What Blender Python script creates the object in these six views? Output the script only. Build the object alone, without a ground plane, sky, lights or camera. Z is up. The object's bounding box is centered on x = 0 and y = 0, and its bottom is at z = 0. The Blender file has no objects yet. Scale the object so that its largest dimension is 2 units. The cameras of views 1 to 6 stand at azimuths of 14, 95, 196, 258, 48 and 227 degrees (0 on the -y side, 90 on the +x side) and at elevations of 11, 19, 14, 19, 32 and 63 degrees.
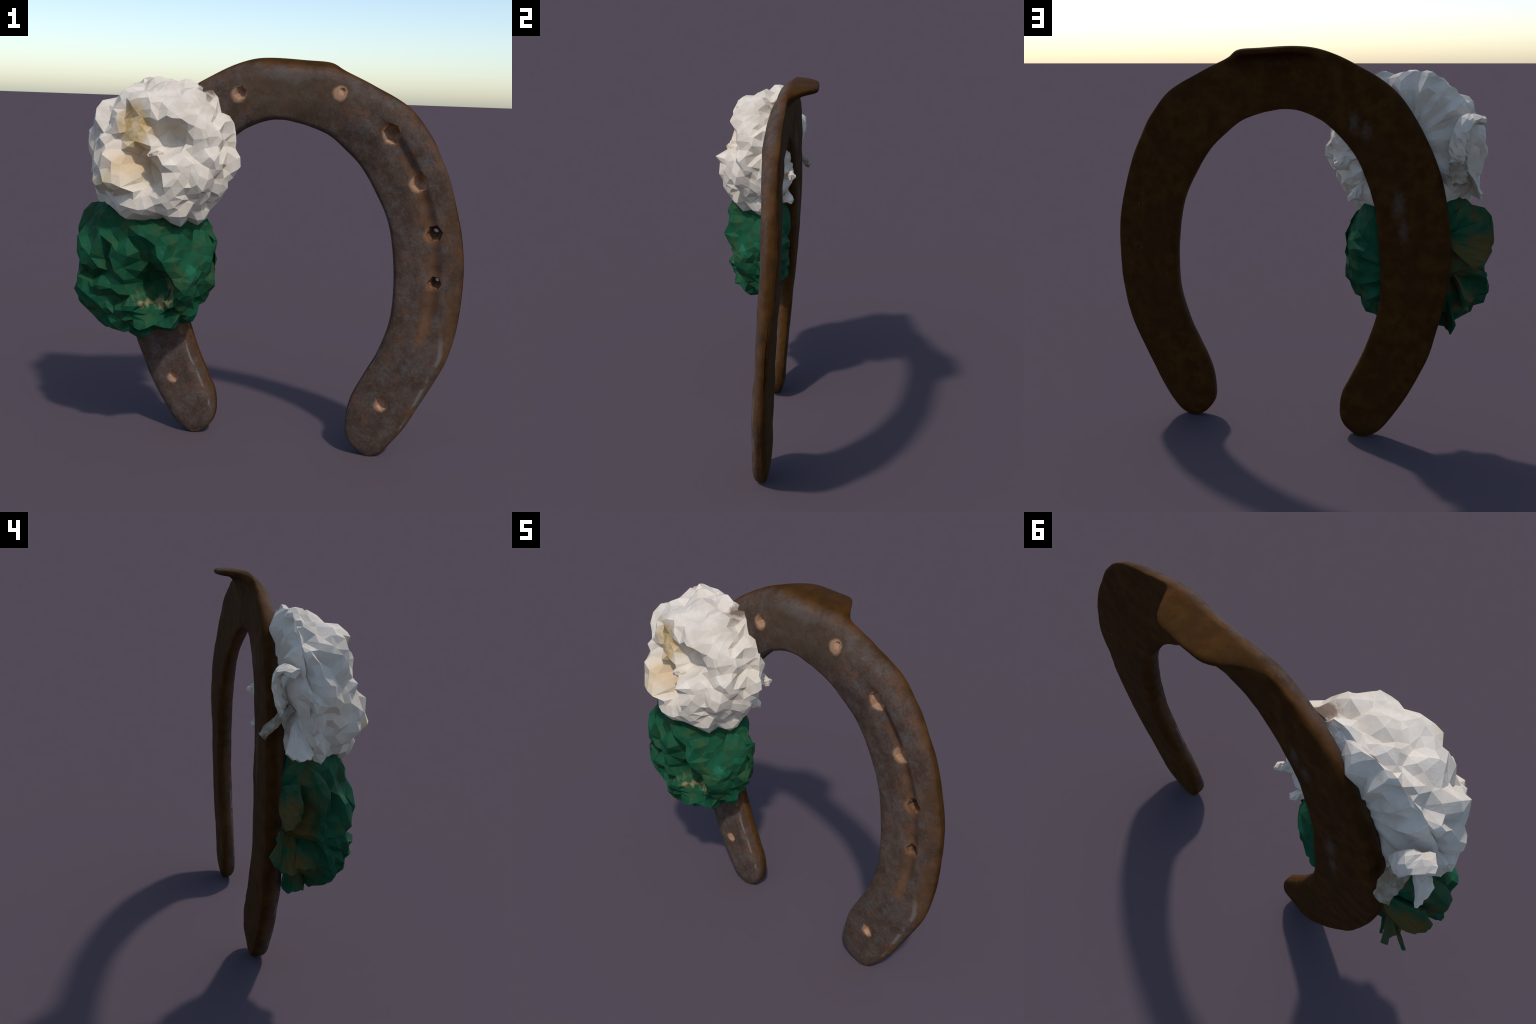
"""A rusty horseshoe standing on its heels, with a white and a green carnation tied to one branch."""
import bpy, bmesh, math, random
from mathutils import Vector, noise
from mathutils.geometry import delaunay_2d_cdt

V = Vector
def clamp(a, lo=0.0, hi=1.0): return max(lo, min(hi, a))
def smooth(a, b, x):
    t = clamp((x - a) / (b - a)); return t * t * (3 - 2 * t)
def lerp(a, b, t): return a + (b - a) * t
def catmull(p, f):
    """Point at fractional index f on a Catmull-Rom curve through tuples p."""
    i = min(int(f), len(p) - 2); t = f - i
    a, b, c, d = p[max(i - 1, 0)], p[i], p[i + 1], p[min(i + 2, len(p) - 1)]
    return [0.5 * (2 * B + (C - A) * t + (2 * A - 5 * B + 4 * C - D) * t * t + (3 * B - A - 3 * C + D) * t ** 3)
            for A, B, C, D in zip(a, b, c, d)]

def link(name, mesh, parent=None):
    o = bpy.data.objects.new(name, mesh); bpy.context.scene.collection.objects.link(o)
    if parent: o.parent = parent
    return o
def mesh_of(name, verts, faces, mat=None, flat=True):
    m = bpy.data.meshes.new(name); m.from_pydata([tuple(v) for v in verts], [], faces); m.validate(); m.update()
    if mat: m.materials.append(mat)
    m.polygons.foreach_set("use_smooth", [not flat] * len(m.polygons))
    return m

# ------------------------------------------------------------------ materials
class Nodes:
    """Small helper that chains shader nodes."""
    def __init__(self, name):
        self.mat = bpy.data.materials.new(name); self.mat.use_nodes = True
        self.t = self.mat.node_tree; self.n = self.t.nodes
        self.bsdf = self.n["Principled BSDF"]
        self.co = self.n.new("ShaderNodeTexCoord").outputs["Object"]
    def put(self, sock, v):
        if isinstance(v, bpy.types.NodeSocket): self.t.links.new(v, sock)
        else: sock.default_value = v
    def noise(self, scale, detail=4, rough=0.6, distort=0.0, stretch=None, offset=(0, 0, 0)):
        co = self.co
        if stretch or any(offset):
            m = self.n.new("ShaderNodeMapping"); self.put(m.inputs[0], co)
            m.inputs["Scale"].default_value = stretch or (1, 1, 1); m.inputs["Location"].default_value = offset
            co = m.outputs[0]
        k = self.n.new("ShaderNodeTexNoise"); self.put(k.inputs["Vector"], co)
        k.inputs["Scale"].default_value = scale; k.inputs["Detail"].default_value = detail
        k.inputs["Roughness"].default_value = rough; k.inputs["Distortion"].default_value = distort
        return k.outputs["Fac"]
    def ramp(self, fac, lo, hi):
        k = self.n.new("ShaderNodeMapRange"); k.interpolation_type = 'SMOOTHSTEP'
        self.put(k.inputs[0], fac); k.inputs[1].default_value = lo; k.inputs[2].default_value = hi
        return k.outputs[0]
    def math(self, op, a, b=0.0):
        k = self.n.new("ShaderNodeMath"); k.operation = op
        self.put(k.inputs[0], a); self.put(k.inputs[1], b); return k.outputs[0]
    def mix(self, fac, a, b, mode='MIX'):
        k = self.n.new("ShaderNodeMix"); k.data_type = 'RGBA'; k.blend_type = mode
        self.put(k.inputs[0], fac)
        self.put(k.inputs[6], a if isinstance(a, bpy.types.NodeSocket) else (*a, 1))
        self.put(k.inputs[7], b if isinstance(b, bpy.types.NodeSocket) else (*b, 1))
        return k.outputs[2]
    def near(self, p, r0, r1, wobble=0.0, scale=12, squash=(1, 1, 1)):
        """1 inside r0 of the point p, 0 beyond r1, the border ragged by noise."""
        s = self.n.new("ShaderNodeVectorMath"); s.operation = 'SUBTRACT'
        self.put(s.inputs[0], self.co); s.inputs[1].default_value = p
        q = self.n.new("ShaderNodeVectorMath"); q.operation = 'MULTIPLY'
        self.put(q.inputs[0], s.outputs[0]); q.inputs[1].default_value = squash
        l = self.n.new("ShaderNodeVectorMath"); l.operation = 'LENGTH'; self.put(l.inputs[0], q.outputs[0])
        d = l.outputs["Value"]
        if wobble:
            d = self.math('ADD', d, self.math('MULTIPLY', self.math('SUBTRACT', self.noise(scale), 0.5), wobble))
        return self.ramp(d, r1, r0)
    def axis(self, i):
        k = self.n.new("ShaderNodeSeparateXYZ"); self.put(k.inputs[0], self.co); return k.outputs[i]
    def bump(self, h, strength, dist=0.01):
        k = self.n.new("ShaderNodeBump"); k.inputs["Strength"].default_value = strength
        k.inputs["Distance"].default_value = dist; self.put(k.inputs["Height"], h)
        self.t.links.new(k.outputs[0], self.bsdf.inputs["Normal"])
    def done(self, colour, rough, spec=0.3):
        self.put(self.bsdf.inputs["Base Color"], colour if isinstance(colour, bpy.types.NodeSocket) else (*colour, 1))
        self.put(self.bsdf.inputs["Roughness"], rough)
        self.bsdf.inputs["Specular IOR Level"].default_value = spec
        return self.mat

HOLES = [  # x, z, radius, depth, turn, kind     (nail holes, seen from the front)
    (-0.143, 1.821, .038, .062, 0.3, "clean"), (0.356, 1.846, .036, .040, 0.9, "clean"),
    (0.607, 1.660, .046, .055, 0.9, "clean"), (0.748, 1.430, .042, .055, 0.5, "clean"),
    (0.833, 1.185, .044, .060, 0.2, "open"), (0.856, 0.940, .038, .060, 0.0, "open"),
    (0.641, 0.299, .034, .040, 0.4, "clean"), (-0.478, 0.311, .030, .032, 0.9, "clean")]
GROOVE = [(0.535, 1.735), (0.607, 1.655), (0.748, 1.43), (0.833, 1.185), (0.856, 0.94), (0.835, 0.77), (0.80, 0.62)]

def iron_material():
    k = Nodes("rusted_iron")
    y = k.axis(1)
    big = k.ramp(k.noise(4.5, 5, .6), .36, .66)
    mid = k.ramp(k.noise(16, 5, .65), .35, .68)
    grain = k.noise(85, 3, .7)
    # front: grey-brown scale with reddish patches
    front = k.mix(mid, (.056, .034, .024), (.086, .060, .048))
    front = k.mix(k.math('MULTIPLY', k.ramp(k.noise(9, 6, .7, offset=(3, 1, 2)), .50, .70), .75), front, (.088, .080, .076))
    front = k.mix(k.math('MULTIPLY', k.ramp(k.noise(13, 4, .7, offset=(9, 2, 7)), .50, .70), .6), front, (.112, .050, .027))
    front = k.mix(k.math('MULTIPLY', k.ramp(grain, .52, .75), .35), front, (.130, .125, .120))
    front = k.mix(k.math('MULTIPLY', k.ramp(grain, .48, .30), .45), front, (.035, .022, .015))
    # toe: darker, browner scale between the two toe holes
    toe = k.near((.10, .06, 1.83), .10, .30, .15, 8, (.7, 1, 1.6))
    front = k.mix(k.math('MULTIPLY', toe, .55), front, (.058, .036, .018))
    # back: warm rust brown, darkened to carry the shade on the rear face
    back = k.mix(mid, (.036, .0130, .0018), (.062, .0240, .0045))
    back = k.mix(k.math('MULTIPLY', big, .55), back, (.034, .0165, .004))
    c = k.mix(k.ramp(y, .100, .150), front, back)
    # orange rust along the rolled rim and on the inner edges
    band = k.math('MULTIPLY', k.ramp(y, .094, .106), k.ramp(y, .160, .135))
    rim = k.math('MULTIPLY', k.ramp(k.noise(6, 4, .6, offset=(5, 5, 5)), .40, .62), band)
    c = k.mix(k.math('MULTIPLY', rim, .48), c, (.105, .046, .016))
    # broken pale grey line along the edges of the lower branches
    edge = k.math('MULTIPLY', k.ramp(y, .099, .102), k.ramp(y, .108, .104))
    edge = k.math('MULTIPLY', edge, k.math('MULTIPLY', k.ramp(k.noise(12, 3, .6, offset=(1, 2, 9)), .46, .60), k.math('MULTIPLY', k.ramp(k.axis(2), .75, .55), k.ramp(k.axis(2), .10, .18))))
    c = k.mix(k.math('MULTIPLY', edge, .5), c, (.18, .17, .16))
    for i in range(len(GROOVE) - 1):
        a, b = V((GROOVE[i][0], .105, GROOVE[i][1])), V((GROOVE[i + 1][0], .105, GROOVE[i + 1][1]))
        for t in (0.17, 0.5, 0.83):
            p = a.lerp(b, t)
            c = k.mix(k.math('MULTIPLY', k.near(p, .012, .048, .025, 25), .62), c, (.135, .062, .030))
    # pale grey spots on the back and on the crown of the toe
    for p, r in [((-.30, .17, 1.64), .040), ((-.36, .17, 1.60), .035), ((-.56, .19, 1.12), .04), ((-.53, .19, 1.25), .05),
                 ((.42, .09, 1.88), .05)]:
        c = k.mix(k.math('MULTIPLY', k.near(p, 0, r, .06, 40, (1, 1, .5)), .22), c, (.15, .14, .135))
    c = k.mix(k.math('MULTIPLY', k.near((.10, .09, 1.92), .02, .05, .06, 30, (.25, .6, 1)), .2), c, (.15, .14, .14))
    for x, z, r, d, turn, kind in HOLES:
        yy = .06 if z > 1.75 else .09
        col, amt = ((.33, .19, .115), .85) if kind == "clean" else ((.20, .10, .05), .8)
        c = k.mix(k.math('MULTIPLY', k.near((x - .007, yy, z - .009), r * .7, r * 1.2, r * .6, 24), amt), c, col)
    k.bump(k.math('ADD', k.math('MULTIPLY', k.noise(22, 6, .7), 1.0), k.math('MULTIPLY', grain, .4)), .22, .010)
    return k.done(c, .9, .08)

def pit_material(name, colour, dark):
    k = Nodes(name)
    c = k.mix(k.ramp(k.noise(30, 3), .4, .65), dark, colour)
    return k.done(c, .9, .08)

def white_material():
    k = Nodes("white_petal")
    c = k.mix(k.ramp(k.noise(9, 4, .6), .35, .7), (.545, .475, .39), (.65, .575, .485))
    c = k.mix(k.math('MULTIPLY', k.ramp(k.noise(34, 4, .65, 1.0), .55, .75), .4), c, (.56, .49, .45))
    gold = k.near((-.595, -.19, 1.645), .045, .125, .06, 14)
    gold = k.mix(k.ramp(k.noise(28, 4, .7), .35, .68), (.58, .44, .25), (.46, .28, .09))
    c = k.mix(k.math('MULTIPLY', k.near((-.590, -.19, 1.650), .06, .13, .07, 14, (1.15, .6, .85)), .92), c, gold)
    c = k.mix(k.math('MULTIPLY', k.near((-.60, -.2, 1.465), .03, .16, .10, 12, (.7, .6, 1.3)), .6), c, (.56, .37, .17))
    c = k.mix(k.math('MULTIPLY', k.near((-.68, -.21, 1.375), .01, .10, .06, 16, (.7, .6, 1.4)), .75), c, (.62, .46, .16))
    c = k.mix(k.math('MULTIPLY', k.near((-.86, -.1, 1.5), .03, .14, .08, 12), .35), c, (.58, .45, .28))
    # brown stain where the flower rests on the iron, and on the strands behind
    c = k.mix(k.math('MULTIPLY', k.near((-.30, .05, 1.83), .03, .075, .12, 14), .9), c, (.14, .085, .055))
    c = k.mix(k.math('MULTIPLY', k.near((-.815, .23, 1.38), .06, .15, .05, 12), .85), c, (.20, .145, .085))
    # grey mixed into the lowest white ruffle, painting the shadow under the bloom
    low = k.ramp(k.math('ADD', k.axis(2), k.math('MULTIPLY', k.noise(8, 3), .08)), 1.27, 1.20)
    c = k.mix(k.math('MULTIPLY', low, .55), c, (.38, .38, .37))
    k.bump(k.noise(40, 4, .6, 2.0), .15, .01)
    return k.done(c, .9, .1)

def green_material(back=False):
    k = Nodes("green_petal_underside" if back else "green_petal")
    c = k.mix(k.ramp(k.noise(6, 4, .6), .35, .68), (.004, .047, .020), (.008, .076, .035))
    if back:
        c = k.mix(k.math('MULTIPLY', k.ramp(k.noise(5, 4, .6, offset=(2, 8, 1)), .45, .66), k.math('MULTIPLY', k.ramp(k.axis(0), -.66, -.78), k.ramp(k.axis(1), -.08, .06))), c, (.085, .056, .014))
        c = k.mix(k.math('MULTIPLY', k.ramp(k.noise(17, 4, .6), .5, .7), .5), c, (.012, .075, .038))
    else:
        c = k.mix(k.math('MULTIPLY', k.ramp(k.noise(10, 4, .6, offset=(4, 4, 4)), .46, .66), .75), c, (.026, .062, .022))
        c = k.mix(k.math('MULTIPLY', k.ramp(k.noise(7, 3, .6, offset=(1, 6, 3)), .60, .72), .6), c, (.022, .140, .075))
        ring = k.near((-.495, -.20, .828), .088, .115, .05, 25, (1, .45, 1))
        inner = k.near((-.520, -.20, .862), .076, .100, .03, 25, (1, .45, 1))
        ring = k.math('MULTIPLY', k.math('MULTIPLY', ring, k.math('SUBTRACT', 1.0, inner)), k.ramp(k.noise(18, 3, .6, offset=(7, 1, 1)), .40, .60))
        c = k.mix(k.math('MULTIPLY', ring, .7), c, (.29, .23, .11))
        flecks = k.math('MULTIPLY', k.ramp(k.noise(60, 3, .7, 1.5), .64, .76), k.near((-.55, -.22, .88), .05, .26, .1))
        c = k.mix(k.math('MULTIPLY', flecks, .6), c, (.36, .27, .12))
        c = k.mix(k.math('MULTIPLY', k.near((-.52, -.12, .88), .02, .07, .03), .7), c, (.006, .035, .018))
    k.bump(k.noise(45, 4, .6, 2.0), .15, .01)
    return k.done(c, .75, .12)

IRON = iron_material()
TAN = pit_material("bare_clay_filling", (.36, .21, .13), (.27, .15, .09))
RUST_PIT = pit_material("rusty_hole", (.17, .080, .040), (.08, .040, .022))
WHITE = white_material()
GREEN = green_material()
OLIVE = green_material(True)
STEM = pit_material("dry_stem", (.21, .155, .095), (.30, .25, .19))

# ------------------------------------------------------------------ root
root = bpy.data.objects.new("decorated_horseshoe", None)
bpy.context.scene.collection.objects.link(root)
root["label"] = "rusty brown horseshoe with one white and one green carnation"
root["category"] = "horseshoe"

# ------------------------------------------------------------------ the iron
# stations from heel to heel: outer edge x, z and inner edge x, z
STATIONS = [
    (.612, .000, .555, .002), (.655, .028, .505, .035), (.712, .10, .460, .10), (.765, .18, .456, .19), (.83, .31, .475, .30),
    (.90, .45, .54, .44), (.945, .56, .595, .55), (.975, .70, .642, .70), (.988, .87, .656, .84), (.986, 1.02, .650, 1.0),
    (.966, 1.17, .628, 1.15), (.936, 1.29, .595, 1.258), (.894, 1.43, .538, 1.368), (.849, 1.533, .465, 1.482), (.785, 1.656, .39, 1.559),
    (.672, 1.786, .30, 1.632), (.496, 1.882, .195, 1.673), (.36, 1.945, .12, 1.690), (.28, 1.982, .08, 1.697), (.15, 1.992, .04, 1.698),
    (.0, 2.0, .0, 1.695), (-.10, 1.993, -.05, 1.682), (-.20, 1.963, -.10, 1.662), (-.30, 1.917, -.15, 1.635), (-.43, 1.845, -.21, 1.585),
    (-.525, 1.760, -.265, 1.53), (-.61, 1.63, -.32, 1.455), (-.665, 1.53, -.36, 1.37), (-.705, 1.44, -.39, 1.29), (-.742, 1.32, -.418, 1.18),
    (-.778, 1.13, -.437, 1.0), (-.784, .98, -.447, .88), (-.779, .84, -.447, .79), (-.757, .72, -.438, .71), (-.73, .60, -.422, .635),
    (-.70, .48, -.385, .52), (-.65, .36, -.345, .42), (-.597, .25, -.295, .31), (-.55, .17, -.262, .235), (-.495, .085, -.252, .13),
    (-.445, .030, -.275, .055), (-.385, .000, -.335, .002)]
# cross-sections: share of the way from inner to outer edge, and depth y (front small, back large)
BRANCH = [(0, .140), (.004, .122), (.02, .106), (.08, .092), (.35, .085), (.60, .085), (.78, .088), (.90, .097), (.965, .108), (.995, .120),
          (1.0, .140), (1.0, .160), (.985, .174), (.94, .184), (.70, .190), (.40, .190), (.12, .188), (.05, .183), (.008, .172), (0, .155)]
TOE = [(0, .120), (.004, .098), (.02, .084), (.08, .070), (.30, .057), (.46, .053), (.64, .060), (.78, .074), (.88, .096), (.94, .116),
       (.985, .148), (.99, .165), (.965, .178), (.91, .186), (.70, .190), (.40, .190), (.12, .188), (.05, .183), (.008, .172), (0, .150)]
CLIP = [(0, .120), (.004, .098), (.02, .084), (.08, .072), (.30, .072), (.46, .078), (.64, .087), (.80, .104), (.91, .142), (.965, .180),
        (1.0, .225), (.992, .276), (.950, .290), (.890, .276), (.835, .200), (.40, .190), (.12, .188), (.05, .183), (.008, .172), (0, .150)]
# depth of the back face along the iron: station number, y at the inner edge, y at the outer edge
BACK = [(0, .180, .178), (4, .181, .172), (6, .182, .170), (8, .183, .172), (10, .184, .186), (11.5, .178, .190), (13, .165, .174),
        (15, .151, .155), (18, .150, .156), (20, .152, .160), (22, .156, .166), (24, .165, .180), (26, .174, .194), (29, .187, .203),
        (31, .194, .201), (33, .194, .193), (36, .188, .178), (39, .182, .176), (41, .180, .180)]
def back_y(f, s):
    for (a, i0, o0), (b, i1, o1) in zip(BACK, BACK[1:]):
        if f <= b:
            t = (f - a) / (b - a); return lerp(lerp(i0, i1, t), lerp(o0, o1, t), s)
    return lerp(BACK[-1][1], BACK[-1][2], s)

def section(x, z, ring, n):
    """Ring of n points (share, y) at a station whose outer edge is at x, z."""
    wt = smooth(.90, .66, x) * smooth(-.62, -.40, x) if z > 1.3 else 0
    wc = smooth(.40, .22, x) * smooth(-.22, .06, x) if z > 1.3 else 0
    out = []
    for i in range(n):
        f = i / n * len(ring)
        def at(r): return catmull(r + [r[0]], min(f, len(r) - .001))
        a, b, c = at(BRANCH), at(TOE), at(CLIP)
        out.append([lerp(lerp(p, q, wt), s, wc) for p, q, s in zip(a, b, c)])
    return out

def groove_depth(x, z):
    best, side = 9, 0
    for (ax, az), (bx, bz) in zip(GROOVE, GROOVE[1:]):
        dx, dz = bx - ax, bz - az; L = math.hypot(dx, dz)
        t = clamp(((x - ax) * dx + (z - az) * dz) / (L * L))
        d = math.hypot(x - ax - dx * t, z - az - dz * t)
        if d < best: best, side = d, ((x - ax) * dz - (z - az) * dx)   # >0 : inner side
    wide = .060 if side > 0 else .032
    ends = smooth(.58, .82, z) * smooth(1.76, 1.66, z)
    return .018 * ends * clamp(1.15 - best / wide) ** .9 if best < wide * 1.15 else 0

def build_iron():
    NS, NR = 300, 132
    verts, faces = [], []
    # closer ring samples on the flat front face, where the groove runs
    for i in range(NS):
        f = i / (NS - 1) * (len(STATIONS) - 1)
        ox, oz, ix, iz = catmull(STATIONS, f)
        end = min(f, len(STATIONS) - 1 - f)
        thin = lerp(.55, 1, smooth(0, 1.8, end))
        right = smooth(.3, .7, ox) * smooth(1.65, 1.35, oz) * smooth(.10, .45, oz)
        left = smooth(.2, -.2, ox)
        low = smooth(.9, .5, oz)
        for s, y in section(ox, oz, BRANCH, NR):
            x, z = lerp(ix, ox, s), lerp(iz, oz, s)
            y = .14 + (y - .14) * (back_y(f, s) - .14) / .05 if .14 < y <= .1905 else y + (back_y(f, s) - .19) * smooth(.30, .19, y) if y > .1905 else y
            y = lerp(.130, y, thin)
            if y < .14:
                if left * low > 0: y = max(y, min(.133, .088 + .032 * left * low * smooth(.24, 0, s) * smooth(.5, 3, end)))   # bevelled inner edge of the left branch
                y += right * (.007 * smooth(.6, .88, s) + .014 * smooth(.02, .60, s) * smooth(.55, .8, oz) * smooth(1.5, 1.25, oz))   # the outer margin slopes back
                y -= left * low * .012 * smooth(.2, 1, s)
                if 0.05 < s < .97: y += groove_depth(x, z)
            p = V((x, y, z))
            d = noise.fractal(p * 7, 1.0, 2.0, 4) * .004 + noise.noise(p * 2.2) * .004
            dirn = V(((s - .5) * .6 * (ox - ix), -1 if y < .14 else 1, (s - .5) * .6 * (oz - iz))).normalized()
            verts.append(p + dirn * d * thin)
    for i in range(NS - 1):
        for j in range(NR):
            a, b = i * NR + j, i * NR + (j + 1) % NR
            faces.append((a, a + NR, b + NR, b))
    for base, flip in ((0, False), ((NS - 1) * NR, True)):
        c = sum((verts[base + j] for j in range(NR)), V()) / NR
        verts.append(c)
        for j in range(NR):
            t = (len(verts) - 1, base + j, base + (j + 1) % NR)
            faces.append(t[::-1] if flip else t)
    zmin = min(v.z for v in verts); zmax = max(v.z for v in verts)
    verts = [V((v.x, v.y, (v.z - zmin) * 2.0 / (zmax - zmin))) for v in verts]
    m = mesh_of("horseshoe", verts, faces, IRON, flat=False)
    bm = bmesh.new(); bm.from_mesh(m); bmesh.ops.recalc_face_normals(bm, faces=bm.faces); bm.to_mesh(m); bm.free()
    return link("horseshoe", m, root)

def hole_cutter(x, z, r, depth, turn, kind):
    """Tapered square punch entering from the front; 'open' ones go right through."""
    y0 = (.040 if z > 1.75 else .085 if z < .6 else .100)
    rings = [(-.04, 1.05), (0.0, 1.0), (depth * .55, .72), (depth, .12 if kind == "clean" else .30)]
    if kind == "open": rings.append((.16, .28))
    n = 6; vs, fs = [], []
    rnd = random.Random(int((x + 2) * 1000))
    for d, k in rings:
        for j in range(n):
            a = turn + j * math.tau / n
            q = r * k * (1 + .18 * rnd.uniform(-1, 1))
            vs.append((x + q * math.cos(a) + d * .12, y0 + d, z + 1.15 * q * math.sin(a) + d * .12))
    for i in range(len(rings) - 1):
        for j in range(n):
            a, b = i * n + j, i * n + (j + 1) % n
            fs.append((a, b, b + n, a + n))
    fs.append(tuple(range(n))); fs.append(tuple(range((len(rings) - 1) * n, len(rings) * n))[::-1])
    m = mesh_of("punch", vs, fs, TAN if kind == "clean" else RUST_PIT)
    bm = bmesh.new(); bm.from_mesh(m); bmesh.ops.recalc_face_normals(bm, faces=bm.faces); bm.to_mesh(m); bm.free()
    return link("punch", m)

def punch_holes(shoe):
    cutters = [hole_cutter(*h) for h in HOLES]
    for c in cutters:
        md = shoe.modifiers.new("punch", 'BOOLEAN'); md.operation = 'DIFFERENCE'; md.object = c
        md.solver = 'EXACT'; md.material_mode = 'TRANSFER'
    dg = bpy.context.evaluated_depsgraph_get()
    me = bpy.data.meshes.new_from_object(shoe.evaluated_get(dg), preserve_all_data_layers=True, depsgraph=dg)
    shoe.modifiers.clear(); shoe.data = me
    for c in cutters: bpy.data.objects.remove(c)
    # the lining of each hole becomes a piece of its own
    pits = {i for i, mt in enumerate(me.materials) if mt and mt.name != IRON.name}
    bm = bmesh.new(); bm.from_mesh(me)
    lining = [f for f in bm.faces if f.material_index in pits]
    for h in HOLES:
        mine = [f for f in lining if f.is_valid and math.hypot(f.calc_center_median().x - h[0], f.calc_center_median().z - h[1]) < .09]
        vid, vs, fs = {}, [], []
        for f in mine:
            row = []
            for v in f.verts:
                if v not in vid: vid[v] = len(vs); vs.append(v.co.copy())
                row.append(vid[v])
            fs.append(row)
        if fs: link("nail_hole", mesh_of("nail_hole", vs, fs, TAN if h[5] == "clean" else RUST_PIT), shoe)
    bmesh.ops.delete(bm, geom=lining, context='FACES')
    bm.to_mesh(me); bm.free()
    while len(me.materials) > 1: me.materials.pop(index=len(me.materials) - 1)
    me.polygons.foreach_set("material_index", [0] * len(me.polygons))

shoe = build_iron()
punch_holes(shoe)

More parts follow.
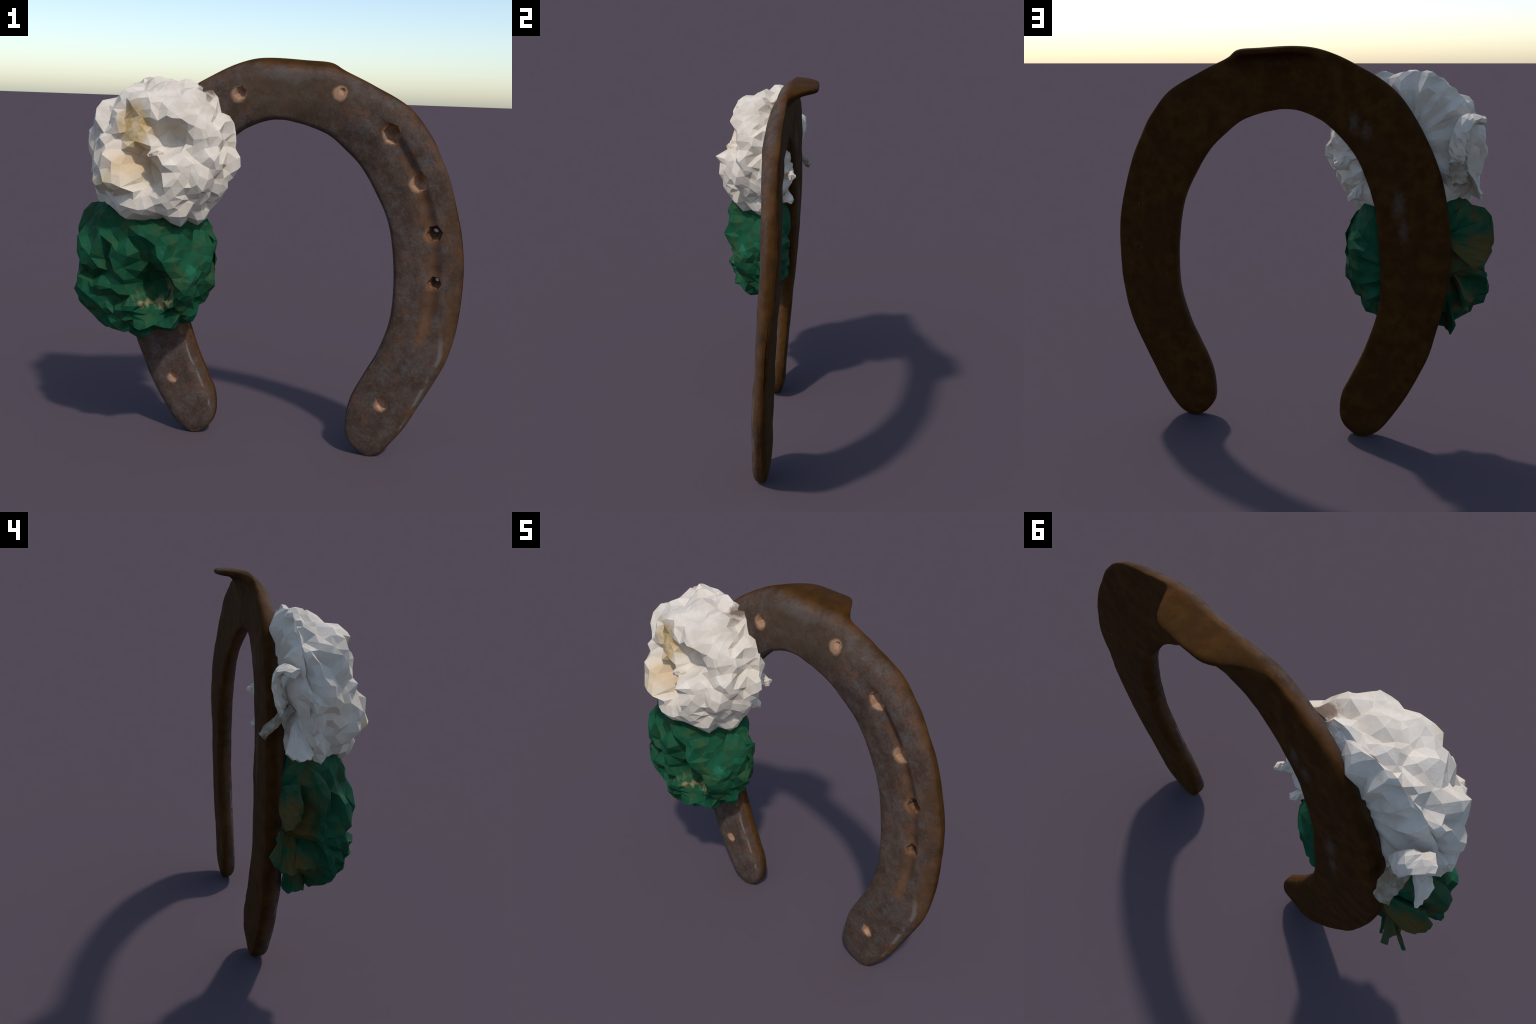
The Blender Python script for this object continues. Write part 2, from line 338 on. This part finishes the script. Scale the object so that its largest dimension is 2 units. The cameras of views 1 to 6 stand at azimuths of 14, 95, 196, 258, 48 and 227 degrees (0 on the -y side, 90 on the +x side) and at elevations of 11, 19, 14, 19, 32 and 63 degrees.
# ------------------------------------------------------------------ carnations
class Carnation:
    """A ruffled dome facing -y, cut into petals; a funnel of folded petals closes it behind.
    Parameter plane: s runs 0 at the middle of the face, 1 at the rim, 2 at the middle of the back."""
    def __init__(self, name, centre, outline, tilt, y_rim, height, full, y_back, tuck, lumps, seed, spacing, rings):
        self.name, self.c, self.outline, self.tilt, self.tuck = name, centre, outline, tilt, tuck
        self.y_rim, self.h, self.full, self.y_back, self.lumps = y_rim, height, full, y_back, lumps
        self.rnd = random.Random(seed); self.seed = seed; self.spacing = spacing
        self.seeds = []
        for s, n in rings:
            off = self.rnd.random() * math.tau
            for j in range(n):
                a = off + (j + self.rnd.uniform(-.28, .28)) * math.tau / n
                self.seeds.append((s + self.rnd.uniform(-.06, .06), a, self.rnd.uniform(-1, 1), self.rnd.uniform(.5, 1)))

    def radius(self, th):
        n = len(self.outline); f = (th % math.tau) / math.tau * n; i = int(f) % n; t = f - int(f)
        t = t * t * (3 - 2 * t)
        return lerp(self.outline[i], self.outline[(i + 1) % n], t)

    def cells(self, s, th):
        best = []
        for i, (ss, a, k, w) in enumerate(self.seeds):
            d = (th - a + math.pi) % math.tau - math.pi
            rad = (s - ss) + .10 * math.sin(3 * d)
            tang = min(s, 1.0) * 2 * math.sin(abs(d) / 2) * .62 + abs(d) * .05
            best.append((math.hypot(rad, tang), i, rad, d))
        best.sort(); return best

    def point(self, u, th, relief=True):
        R = self.radius(th); ux, uz = math.cos(th), math.sin(th)
        under = max(0, math.cos(th - self.tuck[0])) ** 2 * self.tuck[1]      # the funnel is tucked in on this side
        if u <= 1:
            s = math.sin(u * math.pi / 2); r = R * s
            y = self.y_rim - self.h * (1 - s ** self.full[0]) ** self.full[1] + self.tilt * r * uz - .10 * under * s ** 6
        else:
            b = u - 1; s = u
            R *= 1 - .24 * self.tuck[1] * smooth(0, .12, b) * math.exp(-(((th % math.tau) - 3.28) / .15) ** 2)   # gap between two outer petals
            r = R * (1 - .97 * b ** lerp(1.7, 1.05, under))
            y = lerp(self.y_rim - .10 * under + self.tilt * R * uz * (1 - b), lerp(self.y_back[0], self.y_back[1], .5 + .5 * ux), smooth(0, .55, b))
        p = V((self.c[0] + r * ux, y, self.c[1] + r * uz))
        if not relief: return p
        out = (p - V((self.c[0], .06, self.c[1])))
        out.x *= .8; out.z *= .8; out.normalize()
        front = smooth(1.35, 1.0, u)
        calm = 0
        q = p + V((self.seed * 3.1, 0, 0))
        (d1, i, rad, dth), (d2, *_r) = self.cells(u, th)[:2]
        ss, a, k, w = self.seeds[i]
        crease = smooth(0, .13, d2 - d1)
        d = -.034 + .036 * crease * w + .20 * clamp(rad, -.14, .14) * (k if abs(k) > .3 else .5) + .012 * k
        d += .034 * noise.noise(q * 7) + .012 * noise.noise(q * 19)
        d *= lerp(.15, 1, front)
        if u > 1: p.y += .016 * math.sin(th * 15 + 2.5 * math.sin(3 * th)) * smooth(1.05, 1.3, u) * smooth(1.9, 1.5, u)
        push = 0
        for lx, lz, rx, rz, amt in self.lumps:      # hollows (negative) and bulges of single petals
            e = ((p.x - lx) / rx) ** 2 + ((p.z - lz) / rz) ** 2
            if e < 6 and u < 1: push -= amt * math.exp(-e * e * .6); calm = max(calm, math.exp(-e))
        p.y += push
        return p + out * d * (1 - .6 * calm)

    def build(self, mat, under):
        pts = [(0.0, 0.0)]
        u = self.spacing
        while u < 1.96:
            n = max(6, int(math.tau * (math.sin(u * math.pi / 2) if u < 1 else 1) / (self.spacing * 1.35)))
            if u > 1.25: n = int(n * .75)
            off = self.rnd.random() * math.tau
            for j in range(n):
                a = off + (j + self.rnd.uniform(-.33, .33)) * math.tau / n
                pts.append((max(.02, u + self.rnd.uniform(-.33, .33) * self.spacing), a))
            u += self.spacing * (.95 if u < 1 else 1.3)
        flat = [V((r * math.cos(a), r * math.sin(a))) for r, a in pts]
        tri = delaunay_2d_cdt(flat, [], [], 0, 1e-6)
        verts2, faces = tri[0], tri[2]
        pol = [(v.length, math.atan2(v.y, v.x)) for v in verts2]
        pos = [self.point(r, a) for r, a in pol]
        groups = {}
        for f in faces:
            c = sum((verts2[i] for i in f), V((0, 0))) / len(f)
            r, a = c.length, math.atan2(c.y, c.x)
            key = -1 if r > 1.42 else self.cells(r, a)[0][1]
            groups.setdefault(key, []).append(f)
        def part(fs, name, mat, parent):
            ids = {}; vs = []; out = []
            for f in fs:
                row = []
                for i in f:
                    if i not in ids: ids[i] = len(vs); vs.append(pos[i])
                    row.append(ids[i])
                out.append(row)
            return link(name, mesh_of(name, vs, out, mat), parent)
        self.obj = part(groups.pop(-1), self.name, under, root)
        for key in sorted(groups): part(groups[key], "petal", under if self.seeds[key][0] > .86 and math.cos(self.seeds[key][1]) < -.35 else mat, self.obj)
        return self.obj

def ribbon(name, spine, widths, across, thick, mat, parent, seed=1, wave=0.0):
    """A thick, slightly crumpled strip along a spine; 'across' is its width direction."""
    n, m = max(6, len(spine) * 3), 5
    rnd = random.Random(seed); A = V(across).normalized()
    vs, fs = [], []
    for i in range(n):
        f = i / (n - 1) * (len(spine) - 1)
        p = V(catmull(spine, f)); t = V(catmull(spine, min(f + .05, len(spine) - 1))) - V(catmull(spine, max(f - .05, 0)))
        t.normalize(); side = (A - t * A.dot(t)).normalized(); nrm = t.cross(side)
        w = catmull([(k,) for k in widths], f / (len(spine) - 1) * (len(widths) - 1))[0]
        for side_sign in (1, -1):
            for j in range(m):
                u = (j / (m - 1) * 2 - 1) * side_sign
                h = thick * (1 - .55 * u * u) * side_sign + wave * math.sin(u * 5 + f * 3) * .5
                jit = V((rnd.uniform(-1, 1), rnd.uniform(-1, 1), rnd.uniform(-1, 1))) * thick * .35
                vs.append(p + side * u * w + nrm * h + jit)
    k = 2 * m
    for i in range(n - 1):
        for j in range(k):
            a, b = i * k + j, i * k + (j + 1) % k
            fs += [(a, b, b + k), (a, b + k, a + k)]
    fs += [tuple(range(k))[::-1], tuple(range((n - 1) * k, n * k))]
    return link(name, mesh_of(name, vs, fs, mat), parent)

def fan_petal(name, base, tip, across, width, folds, mat, parent, seed=1, cup=.03, thick=.006, ruffle=.016):
    """Fan-shaped petal spreading from base to a ruffled outer edge at tip."""
    base, tip = V(base), V(tip); L = tip - base; A = V(across); A = (A - L * (A.dot(L) / L.length_squared)).normalized()
    N = L.cross(A).normalized(); rnd = random.Random(seed)
    nu, nv = 13, 7; top, bot, fs = [], [], []
    edge = [rnd.uniform(.93, 1.04) for _ in range(nu)]
    for v in range(nv):
        t = v / (nv - 1)
        for u in range(nu):
            q = u / (nu - 1) * 2 - 1
            reach = t * (1 - .30 * q * q) * lerp(1, edge[u], t)
            w = width * (t ** .8 * .88 + .12) * q
            h = math.sin(q * folds * 1.6 + seed) * ruffle * t - cup * q * q * t + cup * .8 * math.sin(t * 3)
            p = base + L * reach + A * w + N * (h + rnd.uniform(-.003, .003))
            top.append(p + N * thick); bot.append(p - N * thick)
    n = len(top)
    for v in range(nv - 1):
        for u in range(nu - 1):
            a = v * nu + u; b, c, d = a + 1, a + nu + 1, a + nu
            fs += [(a, b, c), (a, c, d), (n + a, n + c, n + b), (n + a, n + d, n + c)]
    border = [u for u in range(nu)] + [v * nu + nu - 1 for v in range(1, nv)] + [(nv - 1) * nu + u for u in range(nu - 2, -1, -1)] + [v * nu for v in range(nv - 2, 0, -1)]
    for a, b in zip(border, border[1:] + border[:1]): fs.append((a, n + a, n + b, b))
    return link(name, mesh_of(name, top + bot, fs, mat), parent)

# rim radius every 30 degrees, counter-clockwise from +x, seen in the x-z plane
white = Carnation("white_carnation", (-.525, 1.525), [.385, .378, .378, .380, .382, .40, .415, .425, .415, .40, .395, .395],
                  .09, .045, .325, (2.9, .62), (.115, .15), (3.6, .2),
                  [(-.59, 1.65, .075, .075, -.055), (-.41, 1.60, .078, .060, -.15), (-.68, 1.57, .06, .04, -.08), (-.57, 1.50, .07, .045, -.14), (-.50, 1.41, .065, .055, -.14),
                   (-.42, 1.48, .03, .03, .03), (-.70, 1.39, .09, .05, .03), (-.36, 1.71, .10, .03, .02), (-.56, 1.78, .12, .03, .015), (-.86, 1.53, .05, .06, -.02), (-.52, 1.24, .25, .05, .03)],
                  11, .080, [(.12, 3), (.32, 6), (.52, 9), (.72, 12), (.92, 14), (1.13, 14)])
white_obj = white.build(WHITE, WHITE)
green = Carnation("green_carnation", (-.595, .895), [.36, .40, .46, .49, .48, .43, .40, .38, .36, .335, .33, .325],
                  .00, .030, .288, (3.2, .62), (.11, .155), (3.65, 1.0),
                  [(-.505, .850, .085, .092, -.16), (-.53, 1.01, .045, .05, -.08), (-.75, .99, .022, .09, -.07), (-.83, .89, .07, .025, -.08),
                   (-.70, .775, .06, .035, -.06), (-.36, 1.13, .05, .035, -.07), (-.60, 1.09, .035, .03, -.07), (-.84, 1.10, .03, .03, -.06),
                   (-.36, .82, .10, .13, -.035), (-.50, .715, .08, .045, -.08), (-.29, 1.06, .10, .16, -.06)],
                  23, .082, [(.14, 4), (.34, 6), (.54, 9), (.74, 11), (.94, 13), (1.14, 12)])
green_obj = green.build(GREEN, OLIVE)

# loose petals and strands of the white flower
ribbon("petal", [(-.89, .11, 1.66), (-.835, .165, 1.665), (-.80, .17, 1.59), (-.79, .145, 1.50), (-.79, .135, 1.46)],
       [.035, .04, .038, .036, .036], (.9, -.4, .1), .018, WHITE, white_obj, 3)
ribbon("stem", [(-.80, .10, 1.49), (-.80, .14, 1.455), (-.805, .185, 1.415), (-.817, .232, 1.368)],
       [.034, .038, .040, .030], (.9, -.3, .3), .016, STEM, white_obj, 4)
ribbon("petal", [(-.30, .10, 1.46), (-.25, .14, 1.44), (-.205, .165, 1.430)], [.045, .035, .018], (0, .3, 1), .016, WHITE, white_obj, 5)
ribbon("petal", [(-.36, .09, 1.32), (-.31, .13, 1.29), (-.28, .165, 1.27)], [.04, .03, .012], (0, .3, 1), .014, WHITE, white_obj, 6)
fan_petal("petal", (-.83, .09, 1.43), (-.90, .05, 1.27), (.5, -.8, 0), .09, 2.0, WHITE, white_obj, 7, .01, .006, .010)
ribbon("petal", [(-.43, -.15, 1.47), (-.45, -.20, 1.505), (-.475, -.235, 1.525), (-.50, -.235, 1.515)], [.035, .025, .018, .012], (.5, -.2, 1), .012, WHITE, white_obj, 9)
# undersides of the green flower's outer petals
fan_petal("petal", (-.76, .125, 1.09), (-.985, .095, 1.05), (0, -.15, 1), .12, 1.5, OLIVE, green_obj, 11, .01, .006, .012)
fan_petal("petal", (-.78, .07, .92), (-.875, .11, .72), (.35, -.9, 0), .100, 3.0, OLIVE, green_obj, 12, .01, .006, .012)
fan_petal("petal", (-.75, .06, .80), (-.785, .03, .575), (.6, -.8, 0), .09, 2.2, OLIVE, green_obj, 13, .01, .006, .012)
fan_petal("petal", (-.78, .02, .88), (-.885, -.05, .75), (.3, -.9, .3), .11, 2.2, OLIVE, green_obj, 15, .01, .006, .012)
ribbon("petal", [(-.79, .09, .94), (-.87, .13, .935), (-.958, .178, .934)], [.026, .018, .012], (0, .4, 1), .008, OLIVE, green_obj, 14)
fan_petal("petal", (-.76, .07, 1.17), (-.90, .04, 1.14), (0, -.5, 1), .08, 1.8, OLIVE, green_obj, 16, .01, .006, .010)
